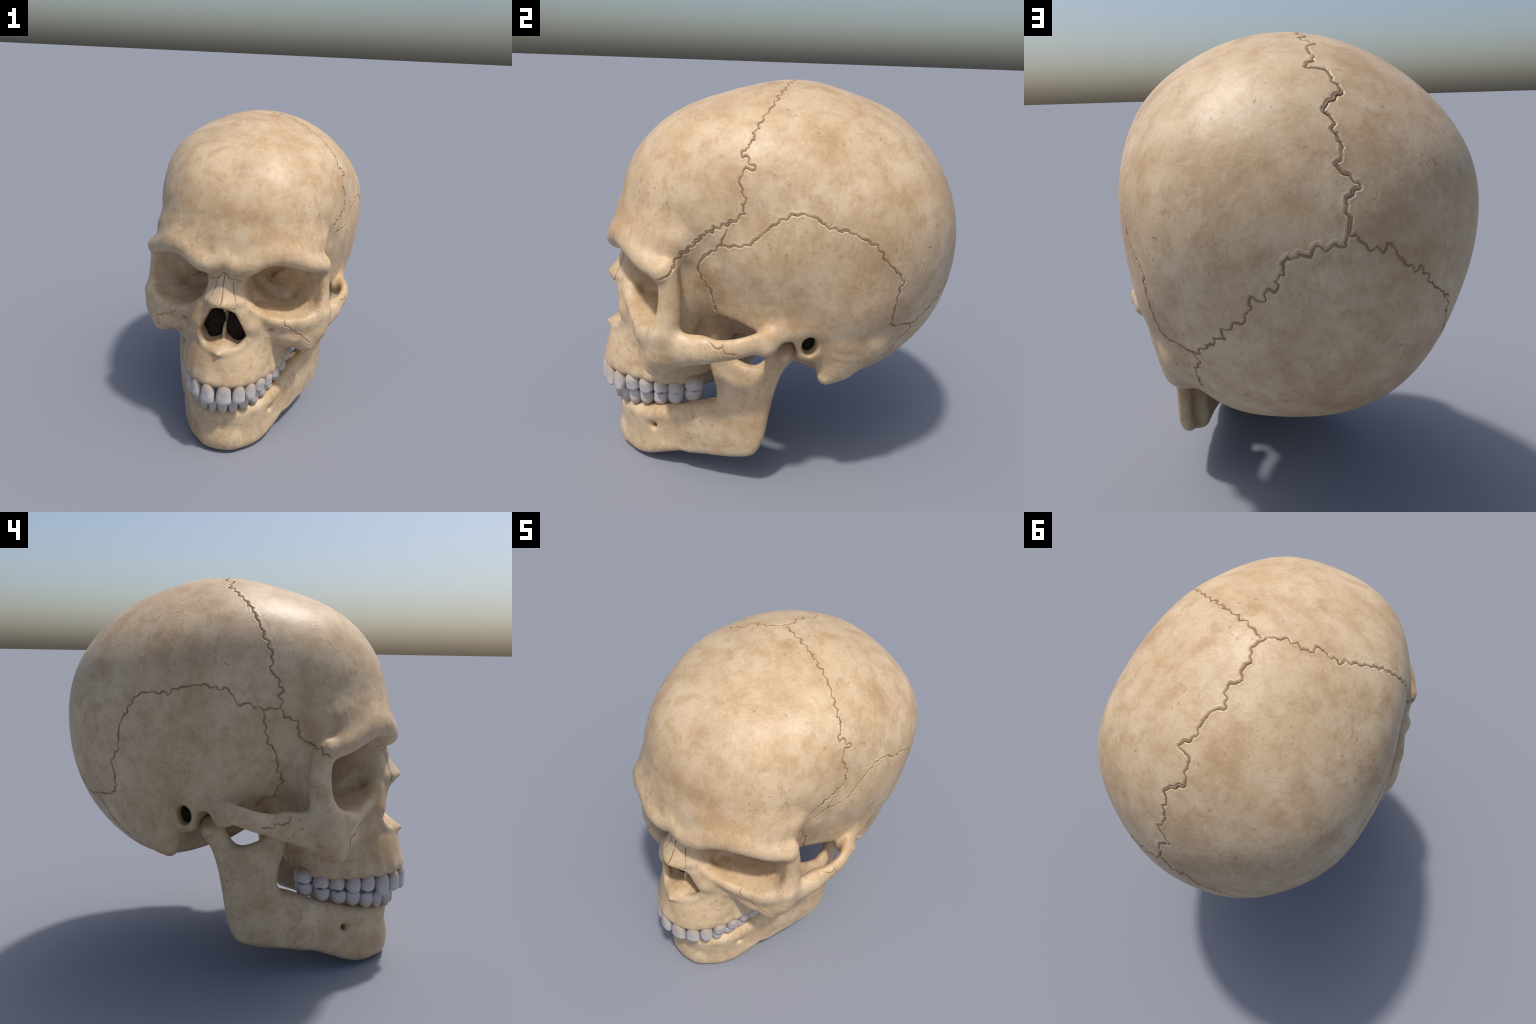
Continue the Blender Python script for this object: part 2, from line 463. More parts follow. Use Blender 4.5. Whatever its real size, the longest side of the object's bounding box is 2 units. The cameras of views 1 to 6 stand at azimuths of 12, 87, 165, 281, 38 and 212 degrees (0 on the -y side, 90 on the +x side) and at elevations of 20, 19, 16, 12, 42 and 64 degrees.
# ------------------------------------------------------------------ materials
def bone_material(name, tint=1.0):
    m = bpy.data.materials.new(name)
    m.use_nodes = True
    nt = m.node_tree
    N, L = nt.nodes, nt.links
    b = N["Principled BSDF"]
    co = N.new("ShaderNodeTexCoord").outputs["Object"]
    def noise_tex(scale, detail=4, rough=0.55, dist=0.0, stretch=None):
        n = N.new("ShaderNodeTexNoise")
        n.inputs["Scale"].default_value, n.inputs["Detail"].default_value = scale, detail
        n.inputs["Roughness"].default_value, n.inputs["Distortion"].default_value = rough, dist
        src = co
        if stretch:
            mp = N.new("ShaderNodeMapping")
            mp.inputs["Scale"].default_value = stretch
            L.new(co, mp.inputs["Vector"])
            src = mp.outputs["Vector"]
        L.new(src, n.inputs["Vector"])
        return n.outputs["Fac"]
    def ramp(fac, stops):
        r = N.new("ShaderNodeValToRGB")
        r.color_ramp.elements[0].position, r.color_ramp.elements[1].position = stops[0][0], stops[-1][0]
        r.color_ramp.elements[0].color = (*stops[0][1], 1)
        r.color_ramp.elements[1].color = (*stops[-1][1], 1)
        for p, c in stops[1:-1]:
            e = r.color_ramp.elements.new(p)
            e.color = (*c, 1)
        L.new(fac, r.inputs["Fac"])
        return r.outputs["Color"]
    def mix(fac, a, c, mode="MIX"):
        x = N.new("ShaderNodeMix")
        x.data_type, x.blend_type = "RGBA", mode
        if isinstance(fac, float):
            x.inputs["Factor"].default_value = fac
        else:
            L.new(fac, x.inputs["Factor"])
        for s, v in ((x.inputs["A"], a), (x.inputs["B"], c)):
            if isinstance(v, tuple):
                s.default_value = (*v, 1)
            else:
                L.new(v, s)
        return x.outputs["Result"]
    g = lambda v: (v, v, v)
    pale, mid, tan = (0.61, 0.465, 0.298), (0.55, 0.40, 0.242), (0.44, 0.288, 0.152)
    # broad soft staining
    base = ramp(noise_tex(3.4, 7, 0.62, 0.15), [(0.33, tan), (0.45, mid), (0.60, pale)])
    # cloudy tan mottling
    blot = ramp(noise_tex(11.0, 10, 0.72, 0.3), [(0.44, g(0.0)), (0.68, g(0.95))])
    base = mix(blot, base, tan)
    # greyish bleached patches
    grey = ramp(noise_tex(6.0, 8, 0.66, 0.2, (1, 1, 1.3)), [(0.54, g(0.0)), (0.74, g(0.5))])
    base = mix(grey, base, (0.60, 0.485, 0.345))
    # fibrous grain
    grain = ramp(noise_tex(70, 8, 0.72, 0.2, (1, 1, 0.4)), [(0.3, g(0.88)), (0.7, g(1.07))])
    base = mix(1.0, base, grain, "MULTIPLY")
    # clusters of small dark pits
    spots = ramp(noise_tex(48, 2, 0.5, 0.3), [(0.61, g(0.0)), (0.72, g(0.55))])
    patch = ramp(noise_tex(4.5, 4), [(0.48, g(0.0)), (0.60, g(1.0))])
    spots = mix(1.0, spots, patch, "MULTIPLY")
    base = mix(spots, base, (0.24, 0.15, 0.085))
    L.new(base, b.inputs["Base Color"])
    b.inputs["Roughness"].default_value = 0.47
    b.inputs["Specular IOR Level"].default_value = 0.4
    bump = N.new("ShaderNodeBump")
    bump.inputs["Strength"].default_value = 0.28
    bump.inputs["Distance"].default_value = 0.006
    add = N.new("ShaderNodeMath")
    add.operation = "MULTIPLY_ADD"
    L.new(noise_tex(30, 6, 0.65, 0.4), add.inputs[0])
    add.inputs[1].default_value = 0.8
    L.new(noise_tex(9, 3), add.inputs[2])
    pit = N.new("ShaderNodeMath")
    pit.operation = "MULTIPLY_ADD"
    L.new(spots, pit.inputs[0])
    pit.inputs[1].default_value = -0.5
    L.new(add.outputs[0], pit.inputs[2])
    L.new(pit.outputs[0], bump.inputs["Height"])
    L.new(bump.outputs["Normal"], b.inputs["Normal"])
    return m


def tooth_material(name):
    """Grey-white enamel, stained tan at the neck (local z = 0)."""
    m = simple_material(name, (0.44, 0.405, 0.392), (0.55, 0.51, 0.495), 30, 0.38, 0.45)
    N, L = m.node_tree.nodes, m.node_tree.links
    b = N["Principled BSDF"]
    base = b.inputs["Base Color"].links[0].from_socket
    co = N.new("ShaderNodeTexCoord").outputs["Object"]
    sep = N.new("ShaderNodeSeparateXYZ")
    L.new(co, sep.inputs[0])
    n = N.new("ShaderNodeTexNoise")
    n.inputs["Scale"].default_value = 22
    L.new(co, n.inputs["Vector"])
    h = N.new("ShaderNodeMath")
    h.operation = "MULTIPLY_ADD"
    L.new(n.outputs["Fac"], h.inputs[0])
    h.inputs[1].default_value = -0.05
    L.new(sep.outputs["Z"], h.inputs[2])
    r = N.new("ShaderNodeMapRange")
    r.inputs["From Min"].default_value, r.inputs["From Max"].default_value = -0.018, 0.026
    r.inputs["To Min"].default_value, r.inputs["To Max"].default_value = 0.75, 0.0
    L.new(h.outputs[0], r.inputs["Value"])
    x = N.new("ShaderNodeMix")
    x.data_type = "RGBA"
    L.new(r.outputs["Result"], x.inputs["Factor"])
    L.new(base, x.inputs["A"])
    x.inputs["B"].default_value = (0.38, 0.27, 0.17, 1)
    L.new(x.outputs["Result"], b.inputs["Base Color"])
    return m


def simple_material(name, lo, hi, scale, rough=0.5, spec=0.4):
    m = bpy.data.materials.new(name)
    m.use_nodes = True
    N, L = m.node_tree.nodes, m.node_tree.links
    b = N["Principled BSDF"]
    co = N.new("ShaderNodeTexCoord").outputs["Object"]
    n = N.new("ShaderNodeTexNoise")
    n.inputs["Scale"].default_value, n.inputs["Detail"].default_value = scale, 5
    L.new(co, n.inputs["Vector"])
    r = N.new("ShaderNodeValToRGB")
    r.color_ramp.elements[0].position, r.color_ramp.elements[1].position = 0.35, 0.65
    r.color_ramp.elements[0].color, r.color_ramp.elements[1].color = (*lo, 1), (*hi, 1)
    L.new(n.outputs["Fac"], r.inputs["Fac"])
    L.new(r.outputs["Color"], b.inputs["Base Color"])
    b.inputs["Roughness"].default_value = rough
    b.inputs["Specular IOR Level"].default_value = spec
    return m


# ------------------------------------------------------------------ teeth
# facial centre x, y; neck height, tip height, width, depth, cusps
UPPER = [
    (0.052, -0.905, 0.525, 0.400, 0.088, 0.064, 0), (0.136, -0.866, 0.520, 0.406, 0.076, 0.060, 0), (0.194, -0.810, 0.520, 0.402, 0.078, 0.070, 1),
    (0.240, -0.738, 0.522, 0.418, 0.078, 0.088, 2), (0.272, -0.662, 0.520, 0.424, 0.078, 0.092, 2), (0.296, -0.582, 0.522, 0.435, 0.082, 0.105, 4),
    (0.325, -0.500, 0.535, 0.455, 0.088, 0.110, 4), (0.336, -0.404, 0.557, 0.476, 0.096, 0.110, 4)]
LOWER = [
    (0.033, -0.855, 0.304, 0.410, 0.060, 0.050, 0), (0.094, -0.834, 0.306, 0.412, 0.064, 0.052, 0), (0.152, -0.788, 0.314, 0.416, 0.072, 0.062, 1),
    (0.203, -0.732, 0.328, 0.424, 0.074, 0.080, 2), (0.238, -0.660, 0.345, 0.432, 0.078, 0.085, 2), (0.260, -0.586, 0.355, 0.442, 0.090, 0.100, 4),
    (0.292, -0.502, 0.375, 0.460, 0.090, 0.105, 4), (0.303, -0.410, 0.396, 0.482, 0.094, 0.105, 4)]


def tooth_mesh(name, w, d, h, cusps, seed):
    """Lofted crown: neck at z = 0, biting edge at z = h, facial side towards -y near y = 0."""
    nu, nv = 36, 26
    V, Q = [], []
    for j in range(nv + 1):
        t = j / nv
        neck = math.sqrt(max(0.0, 1 - max(0.0, 1 - t / 0.42) ** 2.2))      # rounds the root end
        cap = math.sqrt(max(0.0, 1 - max(0.0, (t - 0.76) / 0.24) ** 2.6))  # rounds the biting end
        if cusps < 2:
            wx = 0.72 + 0.26 * math.sin(min(t / 0.7, 1) * math.pi / 2)
            if cusps == 1:
                wx *= 1 - 0.38 * max(0, (t - 0.5) / 0.5) ** 1.6
            wy = 0.95 - 0.50 * max(0, t - 0.3) ** 1.2
            e, lean = 0.90, 0.35 * d * (0.95 - wy)
        else:
            wx = 0.80 + 0.18 * math.sin(min(t / 0.55, 1) * math.pi / 2)
            wy = 0.90 + 0.10 * math.sin(min(t / 0.5, 1) * math.pi / 2) - 0.16 * t * t
            e, lean = 0.88, 0.0
        for i in range(nu):
            a = 2 * math.pi * i / nu
            c, s = math.cos(a), math.sin(a)
            X = 0.5 * w * wx * cap * (0.12 + 0.88 * neck) * math.copysign(abs(c) ** e, c)
            Y = 0.5 * d * wy * cap * (0.30 + 0.70 * neck) * math.copysign(abs(s) ** e, s) - lean
            z = -0.06 * h + 1.06 * h * t
            if cusps >= 2 and t > 0.6:
                k = (t - 0.6) / 0.4
                z -= 0.16 * h * k * k * (1 - abs(math.cos(a * (1 if cusps == 2 else 2) + (math.pi / 2 if cusps == 2 else math.pi / 4))))
                z -= 0.10 * h * k * k * (1 - cap)
            q = 1 + 0.05 * noise.noise(Vector((X * 22 + seed * 3.1, Y * 22, z * 22)))
            V.append((X * q, Y * q + 0.5 * d, z))
    for j in range(nv):
        for i in range(nu):
            k = (i + 1) % nu
            Q.append((j * nu + i, j * nu + k, (j + 1) * nu + k, (j + 1) * nu + i))
    Q.append(tuple(range(nu - 1, -1, -1)))
    Q.append(tuple(nv * nu + i for i in range(nu)))
    me = make_mesh(name, V, Q)
    me.shade_smooth()
    return me


def place_teeth(root, mat):
    for row, up in ((UPPER, True), (LOWER, False)):
        for i, (x, y, neck, tip, w, d, cusps) in enumerate(row):
            me = tooth_mesh("tooth", w, d, abs(tip - neck), cusps, i + 10 * up)
            me.materials.append(mat)
            a = row[max(i - 1, 0)]
            c = row[min(i + 1, len(row) - 1)]
            ax, ay = (-a[0], a[1]) if i == 0 else a[:2]
            ang = math.atan2(c[1] - ay, c[0] - ax)
            for s in SIDES:
                o = bpy.data.objects.new("tooth", me)
                bpy.context.collection.objects.link(o)
                o.parent = root
                jit = rng.uniform(-1, 1, 3)
                R = Matrix.Rotation(ang + 0.05 * jit[0], 4, "Z") @ Matrix.Rotation(0.03 * jit[1] + (-0.06 if i < 3 else 0.0), 4, "X") @ Matrix.Rotation(0.03 * jit[2], 4, "Y")
                R = R @ Matrix.Diagonal((1 + 0.06 * jit[1], 1, 1 + 0.06 * jit[2], 1))
                if up:
                    R = R @ Matrix.Diagonal((1, 1, -1, 1))
                o.matrix_world = Matrix.Diagonal((s, 1, 1, 1)) @ Matrix.Translation((x + 0.014 * math.sin(ang), y - 0.014 * math.cos(ang), neck)) @ R


# ------------------------------------------------------------------ sutures
# Sutures: zig-zag swing, wave length, relative width, then a few guide points on the surface.
SUTURES = [
    # coronal left
    dict(swing=0.0095, wave=0.036, width=1.0, guide=[(-0.018, 0.091, 1.999), (0.059, 0.058, 1.996), (0.256, -0.009, 1.943), (0.35, -0.05, 1.899), (0.443, -0.107, 1.835), (0.51, -0.144, 1.761), (0.532, -0.176, 1.717), (0.563, -0.131, 1.68), (0.564, -0.179, 1.647), (0.575, -0.186, 1.602), (0.59, -0.164, 1.54), (0.589, -0.186, 1.461)]),
    # sphenofrontal left
    dict(swing=0.009, wave=0.026, width=1.25, guide=[(0.589, -0.186, 1.461), (0.573, -0.254, 1.428), (0.541, -0.327, 1.38), (0.522, -0.383, 1.324), (0.517, -0.434, 1.276), (0.547, -0.468, 1.221)]),
    # sphenosquamous left
    dict(swing=0.005, wave=0.03, width=1.0, guide=[(0.576, -0.236, 1.407), (0.55, -0.269, 1.329), (0.502, -0.33, 1.273), (0.466, -0.351, 1.227), (0.439, -0.327, 1.169), (0.429, -0.282, 1.124), (0.414, -0.263, 1.054), (0.413, -0.249, 0.996), (0.387, -0.232, 0.933), (0.352, -0.238, 0.894)]),
    # squamosal left
    dict(swing=0.0055, wave=0.032, width=0.95, guide=[(0.552, -0.269, 1.336), (0.594, -0.157, 1.349), (0.612, -0.099, 1.396), (0.626, -0.049, 1.444), (0.639, 0.013, 1.487), (0.649, 0.069, 1.501), (0.659, 0.127, 1.487), (0.666, 0.174, 1.454), (0.667, 0.257, 1.438), (0.664, 0.331, 1.402), (0.657, 0.389, 1.37), (0.65, 0.426, 1.312), (0.618, 0.518, 1.217), (0.612, 0.509, 1.149), (0.576, 0.503, 0.995), (0.548, 0.533, 0.964), (0.528, 0.564, 0.963), (0.481, 0.618, 0.942)]),
    # lambdoid left
    dict(swing=0.011, wave=0.036, width=0.95, guide=[(0.038, 0.902, 1.37), (0.062, 0.907, 1.34), (0.126, 0.898, 1.336), (0.177, 0.89, 1.315), (0.217, 0.879, 1.312), (0.235, 0.876, 1.256), (0.265, 0.864, 1.211), (0.317, 0.838, 1.176), (0.334, 0.823, 1.122), (0.382, 0.783, 1.084), (0.419, 0.729, 1.018), (0.46, 0.66, 0.968), (0.479, 0.621, 0.943)]),
    # occipitomastoid left
    dict(swing=0.007, wave=0.03, width=0.8, guide=[(0.528, 0.564, 0.963), (0.481, 0.618, 0.942), (0.459, 0.621, 0.902), (0.471, 0.573, 0.859), (0.456, 0.543, 0.802), (0.446, 0.503, 0.754)]),
    # lambdoid right
    dict(swing=0.008, wave=0.028, width=0.95, guide=[(0.038, 0.902, 1.37), (0.007, 0.905, 1.364), (-0.013, 0.91, 1.337), (-0.069, 0.909, 1.32), (-0.1, 0.903, 1.336), (-0.119, 0.905, 1.298), (-0.163, 0.898, 1.255), (-0.223, 0.881, 1.23), (-0.259, 0.866, 1.183), (-0.306, 0.841, 1.145), (-0.357, 0.805, 1.101), (-0.364, 0.789, 1.053), (-0.403, 0.698, 0.921), (-0.463, 0.631, 0.925)]),
    # sagittal
    dict(gap=(0.012, 0.703, 1.745, 0.035, 1.0), swing=0.0045, wave=0.026, width=1.15, guide=[(-0.037, 0.077, 1.998), (-0.009, 0.145, 1.997), (-0.032, 0.201, 1.988), (-0.021, 0.244, 1.978), (-0.043, 0.28, 1.968), (-0.005, 0.324, 1.956), (-0.037, 0.394, 1.934), (-0.003, 0.425, 1.924), (0.014, 0.486, 1.902), (0.014, 0.54, 1.876), (0.059, 0.584, 1.847), (-0.002, 0.606, 1.835), (-0.011, 0.654, 1.796), (-0.024, 0.682, 1.769), (0.049, 0.725, 1.72), (0.027, 0.754, 1.685), (0.038, 0.771, 1.661), (0.021, 0.799, 1.62), (0.03, 0.822, 1.579), (0.047, 0.831, 1.56), (-0.011, 0.858, 1.505), (0.026, 0.87, 1.475), (0.036, 0.884, 1.435), (0.025, 0.891, 1.414), (0.038, 0.902, 1.37)]),
    # coronal right
    dict(swing=0.009, wave=0.032, width=1.0, guide=[(-0.037, 0.077, 1.998), (-0.112, 0.039, 1.987), (-0.204, 0.032, 1.965), (-0.213, -0.01, 1.956), (-0.286, -0.006, 1.933), (-0.371, -0.066, 1.887), (-0.434, -0.128, 1.836), (-0.522, -0.208, 1.716), (-0.547, -0.249, 1.641), (-0.56, -0.264, 1.584), (-0.568, -0.254, 1.555), (-0.563, -0.29, 1.515), (-0.561, -0.303, 1.48), (-0.551, -0.303, 1.385)]),
    # squamosal right
    dict(swing=0.0055, wave=0.032, width=0.95, guide=[(-0.551, -0.303, 1.385), (-0.579, -0.218, 1.385), (-0.597, -0.154, 1.408), (-0.605, -0.126, 1.396), (-0.612, -0.097, 1.442), (-0.618, -0.068, 1.471), (-0.63, -0.029, 1.467), (-0.641, 0.022, 1.485), (-0.662, 0.138, 1.468), (-0.667, 0.173, 1.448), (-0.665, 0.273, 1.447), (-0.662, 0.325, 1.428), (-0.659, 0.38, 1.354), (-0.651, 0.418, 1.285), (-0.641, 0.433, 1.184), (-0.619, 0.474, 1.115), (-0.609, 0.465, 1.049), (-0.566, 0.495, 0.959), (-0.463, 0.631, 0.925)]),
    # sphenosquamous right
    dict(swing=0.006, wave=0.034, width=0.9, guide=[(-0.575, -0.229, 1.379), (-0.533, -0.236, 1.247), (-0.487, -0.261, 1.191), (-0.432, -0.26, 1.105), (-0.41, -0.277, 1.062), (-0.418, -0.241, 0.995), (-0.317, -0.164, 0.883), (-0.299, -0.148, 0.856)]),
    # sphenofrontal right
    dict(swing=0.007, wave=0.028, width=0.95, guide=[(-0.551, -0.303, 1.385), (-0.535, -0.32, 1.348), (-0.521, -0.367, 1.324), (-0.493, -0.388, 1.26), (-0.49, -0.428, 1.231), (-0.557, -0.481, 1.211), (-0.56, -0.53, 1.178)]),
    # occipitomastoid right
    dict(swing=0.005, wave=0.03, width=0.7, guide=[(-0.463, 0.631, 0.925), (-0.455, 0.587, 0.849), (-0.414, 0.543, 0.747), (-0.413, 0.472, 0.694)]),
    # frontozygomatic left
    dict(swing=0.002, wave=0.03, width=0.95, guide=[(0.556, -0.53, 1.178), (0.562, -0.51, 1.186), (0.56, -0.486, 1.199), (0.549, -0.469, 1.218)]),
    # temporozygomatic left
    dict(swing=0.003, wave=0.03, width=0.75, guide=[(0.613, -0.312, 0.918), (0.636, -0.292, 0.905), (0.651, -0.266, 0.892), (0.642, -0.246, 0.908), (0.654, -0.248, 0.894), (0.665, -0.225, 0.875), (0.671, -0.192, 0.874)]),
    # temporozygomatic right
    dict(swing=0.004, wave=0.03, width=0.8, guide=[(-0.612, -0.366, 0.918), (-0.634, -0.358, 0.886), (-0.644, -0.311, 0.879), (-0.65, -0.288, 0.861), (-0.661, -0.242, 0.865)]),
    # zygomaticomaxillary left
    dict(swing=0.007, wave=0.03, width=0.7, guide=[(0.338, -0.669, 0.895), (0.348, -0.688, 0.866), (0.381, -0.674, 0.842), (0.441, -0.638, 0.788), (0.49, -0.617, 0.74)]),
    # zygomaticomaxillary right
    dict(swing=0.007, wave=0.03, width=0.7, guide=[(-0.319, -0.698, 0.88), (-0.334, -0.69, 0.852), (-0.431, -0.643, 0.8), (-0.468, -0.628, 0.779), (-0.462, -0.627, 0.74), (-0.453, -0.623, 0.707)]),
    # frontonasal
    dict(swing=0.003, wave=0.02, width=0.65, guide=[(-0.089, -0.767, 1.133), (-0.038, -0.779, 1.147), (-0.016, -0.785, 1.168), (0.01, -0.806, 1.193), (0.03, -0.781, 1.155), (0.069, -0.773, 1.143), (0.105, -0.753, 1.126)]),
    # internasal
    dict(swing=0.0, wave=0.03, width=0.95, guide=[(0.009, -0.802, 1.191), (0.001, -0.791, 1.113), (0.007, -0.85, 1.039), (0.002, -0.868, 1.012)]),
    # nasomaxillary left
    dict(swing=0.001, wave=0.04, width=0.65, guide=[(0.054, -0.776, 1.135), (0.061, -0.787, 1.077), (0.062, -0.792, 1.008), (0.066, -0.825, 0.985)]),
    # nasomaxillary right
    dict(swing=0.001, wave=0.04, width=0.75, guide=[(-0.038, -0.779, 1.142), (-0.047, -0.789, 1.091), (-0.064, -0.797, 1.035), (-0.072, -0.81, 0.985)]),
]

# seeds from which each bone spreads until it meets a suture (mirrored where paired)
BONES = [
    ("frontal_bone", False, [(0, -0.75, 1.5), (0.3, -0.65, 1.5), (0.45, -0.4, 1.55), (0.3, -0.2, 1.85), (0.3, -0.74, 1.29), (0.5, -0.56, 1.26), (0, -0.83, 1.26), (0.3, -0.6, 1.24), (0.08, -0.8, 1.22)]),
    ("parietal_bone", True, [(0.45, 0.2, 1.85), (0.55, 0.5, 1.5), (0.3, 0.7, 1.6), (0.62, 0.0, 1.6), (0.1, 0.4, 1.93), (0.5, 0.65, 1.1)]),
    ("occipital_bone", False, [(0, 0.9, 1.1), (0.3, 0.75, 1.0), (0, 0.6, 0.62), (0.2, 0.3, 0.58), (0, 0, 0.65)]),
    ("temporal_bone", True, [(0.64, 0.1, 1.25), (0.6, 0.4, 1.1), (0.5, 0.28, 0.7), (0.66, -0.1, 0.87), (0.53, -0.15, 1.05)]),
    ("sphenoid_bone", False, [(0.45, -0.38, 1.1), (0.53, -0.31, 1.33), (0.2, -0.35, 1.05), (0.16, -0.24, 0.65)]),
    ("zygomatic_bone", True, [(0.56, -0.5, 1.05), (0.57, -0.5, 0.82), (0.61, -0.35, 0.87), (0.45, -0.63, 0.83), (0.47, -0.58, 0.67)]),
    ("maxilla", False, [(0.25, -0.72, 0.75), (0, -0.88, 0.6), (0.13, -0.76, 0.95), (0.3, -0.5, 0.6), (0.11, -0.74, 1.06), (0.12, -0.55, 1.0)]),
    ("nasal_bone", True, [(0.03, -0.80, 1.09), (0.03, -0.84, 1.03)]),
]


def wander(n, step, wave, seed):
    """Smooth random wave of unit size with the given wave length."""
    s = np.arange(n) * step
    k = int(s[-1] / (wave * 0.5)) + 4 if n else 4
    r = np.random.default_rng(seed)
    knots = r.uniform(0.45, 1.0, k) * np.where(np.arange(k) % 2, 1, -1)
    x = s / (wave * 0.5)
    i = x.astype(int)
    f = x - i
    f = f * f * (3 - 2 * f)
    return knots[i] * (1 - f) + knots[i + 1] * f


def suture_paths(bvh):
    out = []
    for n, S in enumerate(SUTURES):
        step = 0.002
        P = spline(S["guide"], step)
        N, T = np.zeros_like(P), np.gradient(P, axis=0)
        for i, p in enumerate(P):
            q, nn, _, _ = bvh.find_nearest(p)
            P[i], N[i] = q, nn
        T /= np.linalg.norm(T, axis=1)[:, None] + 1e-9
        B = np.cross(N, T)
        ends = np.clip(np.minimum(np.arange(len(P)), np.arange(len(P))[::-1]) / 8, 0, 1)
        slow = 0.55 + 0.45 * wander(len(P), step, 0.22, 300 + n)
        side = (wander(len(P), step, 1.5 * S["wave"], n) * slow + 0.2 * wander(len(P), step, S["wave"] * 0.55, 50 + n)) * ends
        fold = 0.3 * wander(len(P), step, S["wave"] * 0.8, 100 + n) * ends
        P = P + 1.7 * S["swing"] * (side[:, None] * B + fold[:, None] * T)
        P = spline(P[::2], 0.0018)
        for i, p in enumerate(P):
            q, nn, _, _ = bvh.find_nearest(p)
            P[i] = q
        Nn = np.array([bvh.find_nearest(p)[1] for p in P])
        for _ in range(6):
            Nn[1:-1] = (Nn[:-2] + Nn[1:-1] + Nn[2:]) / 3
        Nn /= np.linalg.norm(Nn, axis=1)[:, None] + 1e-9
        w = S["width"] * (1 + 0.38 * wander(len(P), 0.0018, 0.12, 500 + n))
        if "gap" in S:
            x, y, z, reach, more = S["gap"]
            w = w * (1 + more * np.exp(-(np.linalg.norm(P - [x, y, z], axis=1) / reach) ** 2))
        out.append((P, Nn, w))
    return out


def suture_tube(P, N, w):
    """Dark filled seam lying in its groove."""
    T = np.gradient(P, axis=0)
    T /= np.linalg.norm(T, axis=1)[:, None] + 1e-9
    B = np.cross(N, T)
    B /= np.linalg.norm(B, axis=1)[:, None] + 1e-9
    k = 8
    V, Q = [], []
    taper = np.clip(np.minimum(np.arange(len(P)), np.arange(len(P))[::-1]) / 4, 0.25, 1)
    for i in range(len(P)):
        r = 0.0024 * w[i] * taper[i]
        c = P[i] - N[i] * (0.0024 * w[i])
        for a in range(k):
            t = 2 * math.pi * a / k
            V.append(c + r * (math.cos(t) * B[i] + 1.15 * math.sin(t) * N[i]))
    for i in range(len(P) - 1):
        for a in range(k):
            b = (a + 1) % k
            Q.append((i * k + a, i * k + b, (i + 1) * k + b, (i + 1) * k + a))
    Q.append(tuple(range(k)))
    Q.append(tuple((len(P) - 1) * k + a for a in range(k))[::-1])
    return V, Q


def refine_near(V, F, near):
    """Split the quads flagged near into four; neighbours take the new edge points."""
    n = len(V)
    S, R = F[near], F[~near]
    key = lambda a, b: np.minimum(a, b).astype(np.int64) * n + np.maximum(a, b)
    ek = np.stack([key(S[:, i], S[:, (i + 1) % 4]) for i in range(4)], 1)
    uk, inv = np.unique(ek, return_inverse=True)
    inv = inv.reshape(ek.shape)
    mids = 0.5 * (V[uk // n] + V[uk % n])
    V2 = np.vstack([V, mids, V[S].mean(1)])
    m = n + inv
    c = n + len(uk) + np.arange(len(S))
    quads = [np.stack([S[:, i], m[:, i], c, m[:, i - 1]], 1) for i in range(4)]
    rk = np.stack([key(R[:, i], R[:, (i + 1) % 4]) for i in range(4)], 1)
    pos = np.clip(np.searchsorted(uk, rk), 0, len(uk) - 1)
    has = uk[pos] == rk
    plain = ~has.any(1)
    quads.append(R[plain])
    Q = np.vstack(quads)
    corners, sizes = [Q.ravel()], [np.full(len(Q), 4)]
    for f, h, p in zip(R[~plain].tolist(), has[~plain].tolist(), pos[~plain].tolist()):
        g = []
        for i in range(4):
            g.append(f[i])
            if h[i]:
                g.append(n + p[i])
        corners.append(np.array(g))
        sizes.append(np.array([len(g)]))
    return V2, (np.concatenate(corners), np.concatenate(sizes))


def kd_distance(V, tree, radius):
    d = np.full(len(V), 9.0)
    k = np.full(len(V), -1)
    for i, v in enumerate(V):
        _, j, r = tree.find(v)
        if r < radius:
            d[i], k[i] = r, j
    return d, k


def carve_sutures(V, F):
    """Groove the cranium along the sutures; returns the new arrays, the paths and the distance to them."""
    bvh = BVHTree.FromPolygons(V.tolist(), F.tolist())
    paths = suture_paths(bvh)
    P = np.vstack([p[0] for p in paths])
    W = np.concatenate([p[2] for p in paths])
    tree = KDTree(len(P))
    for i, p in enumerate(P):
        tree.insert(p, i)
    tree.balance()
    # cheap prefilter on a coarse lattice, then exact distances
    cell = 0.03
    code = lambda k: ((k[:, 0] + 100) * 1000 + k[:, 1] + 100) * 1000 + k[:, 2] + 100
    k0 = np.unique(np.floor(P / cell).astype(int), axis=0)
    grown = np.unique(np.concatenate([code(k0 + [i, j, k]) for i in (-1, 0, 1) for j in (-1, 0, 1) for k in (-1, 0, 1)]))
    cand = np.nonzero(np.isin(code(np.floor(V / cell).astype(int)), grown))[0]
    dist = np.full(len(V), 9.0)
    dist[cand], _ = kd_distance(V[cand], tree, 0.03)
    near = (dist[F] < 0.013).any(1)
    V, F = refine_near(V, F, near)
    work = make_mesh("work", V, F)
    nrm = np.empty(len(V) * 3)
    work.vertices.foreach_get("normal", nrm)
    nrm = nrm.reshape(-1, 3)
    bpy.data.meshes.remove(work)
    d = np.full(len(V), 9.0)
    k = np.full(len(V), -1)
    old = np.zeros(len(V), bool)
    old[: len(dist)] = dist > 0.02
    cand = np.nonzero(~old)[0]
    d[cand], k[cand] = kd_distance(V[cand], tree, 0.02)
    w = np.where(k >= 0, W[k], 1.0)
    depth = 0.0036 * w * np.exp(-((d / (0.0042 * w)) ** 2)) - 0.0008 * np.exp(-(((d - 0.010) / 0.004) ** 2))
    V = V - nrm * np.where(d < 1, depth, 0)[:, None]
    return V, F, paths, d


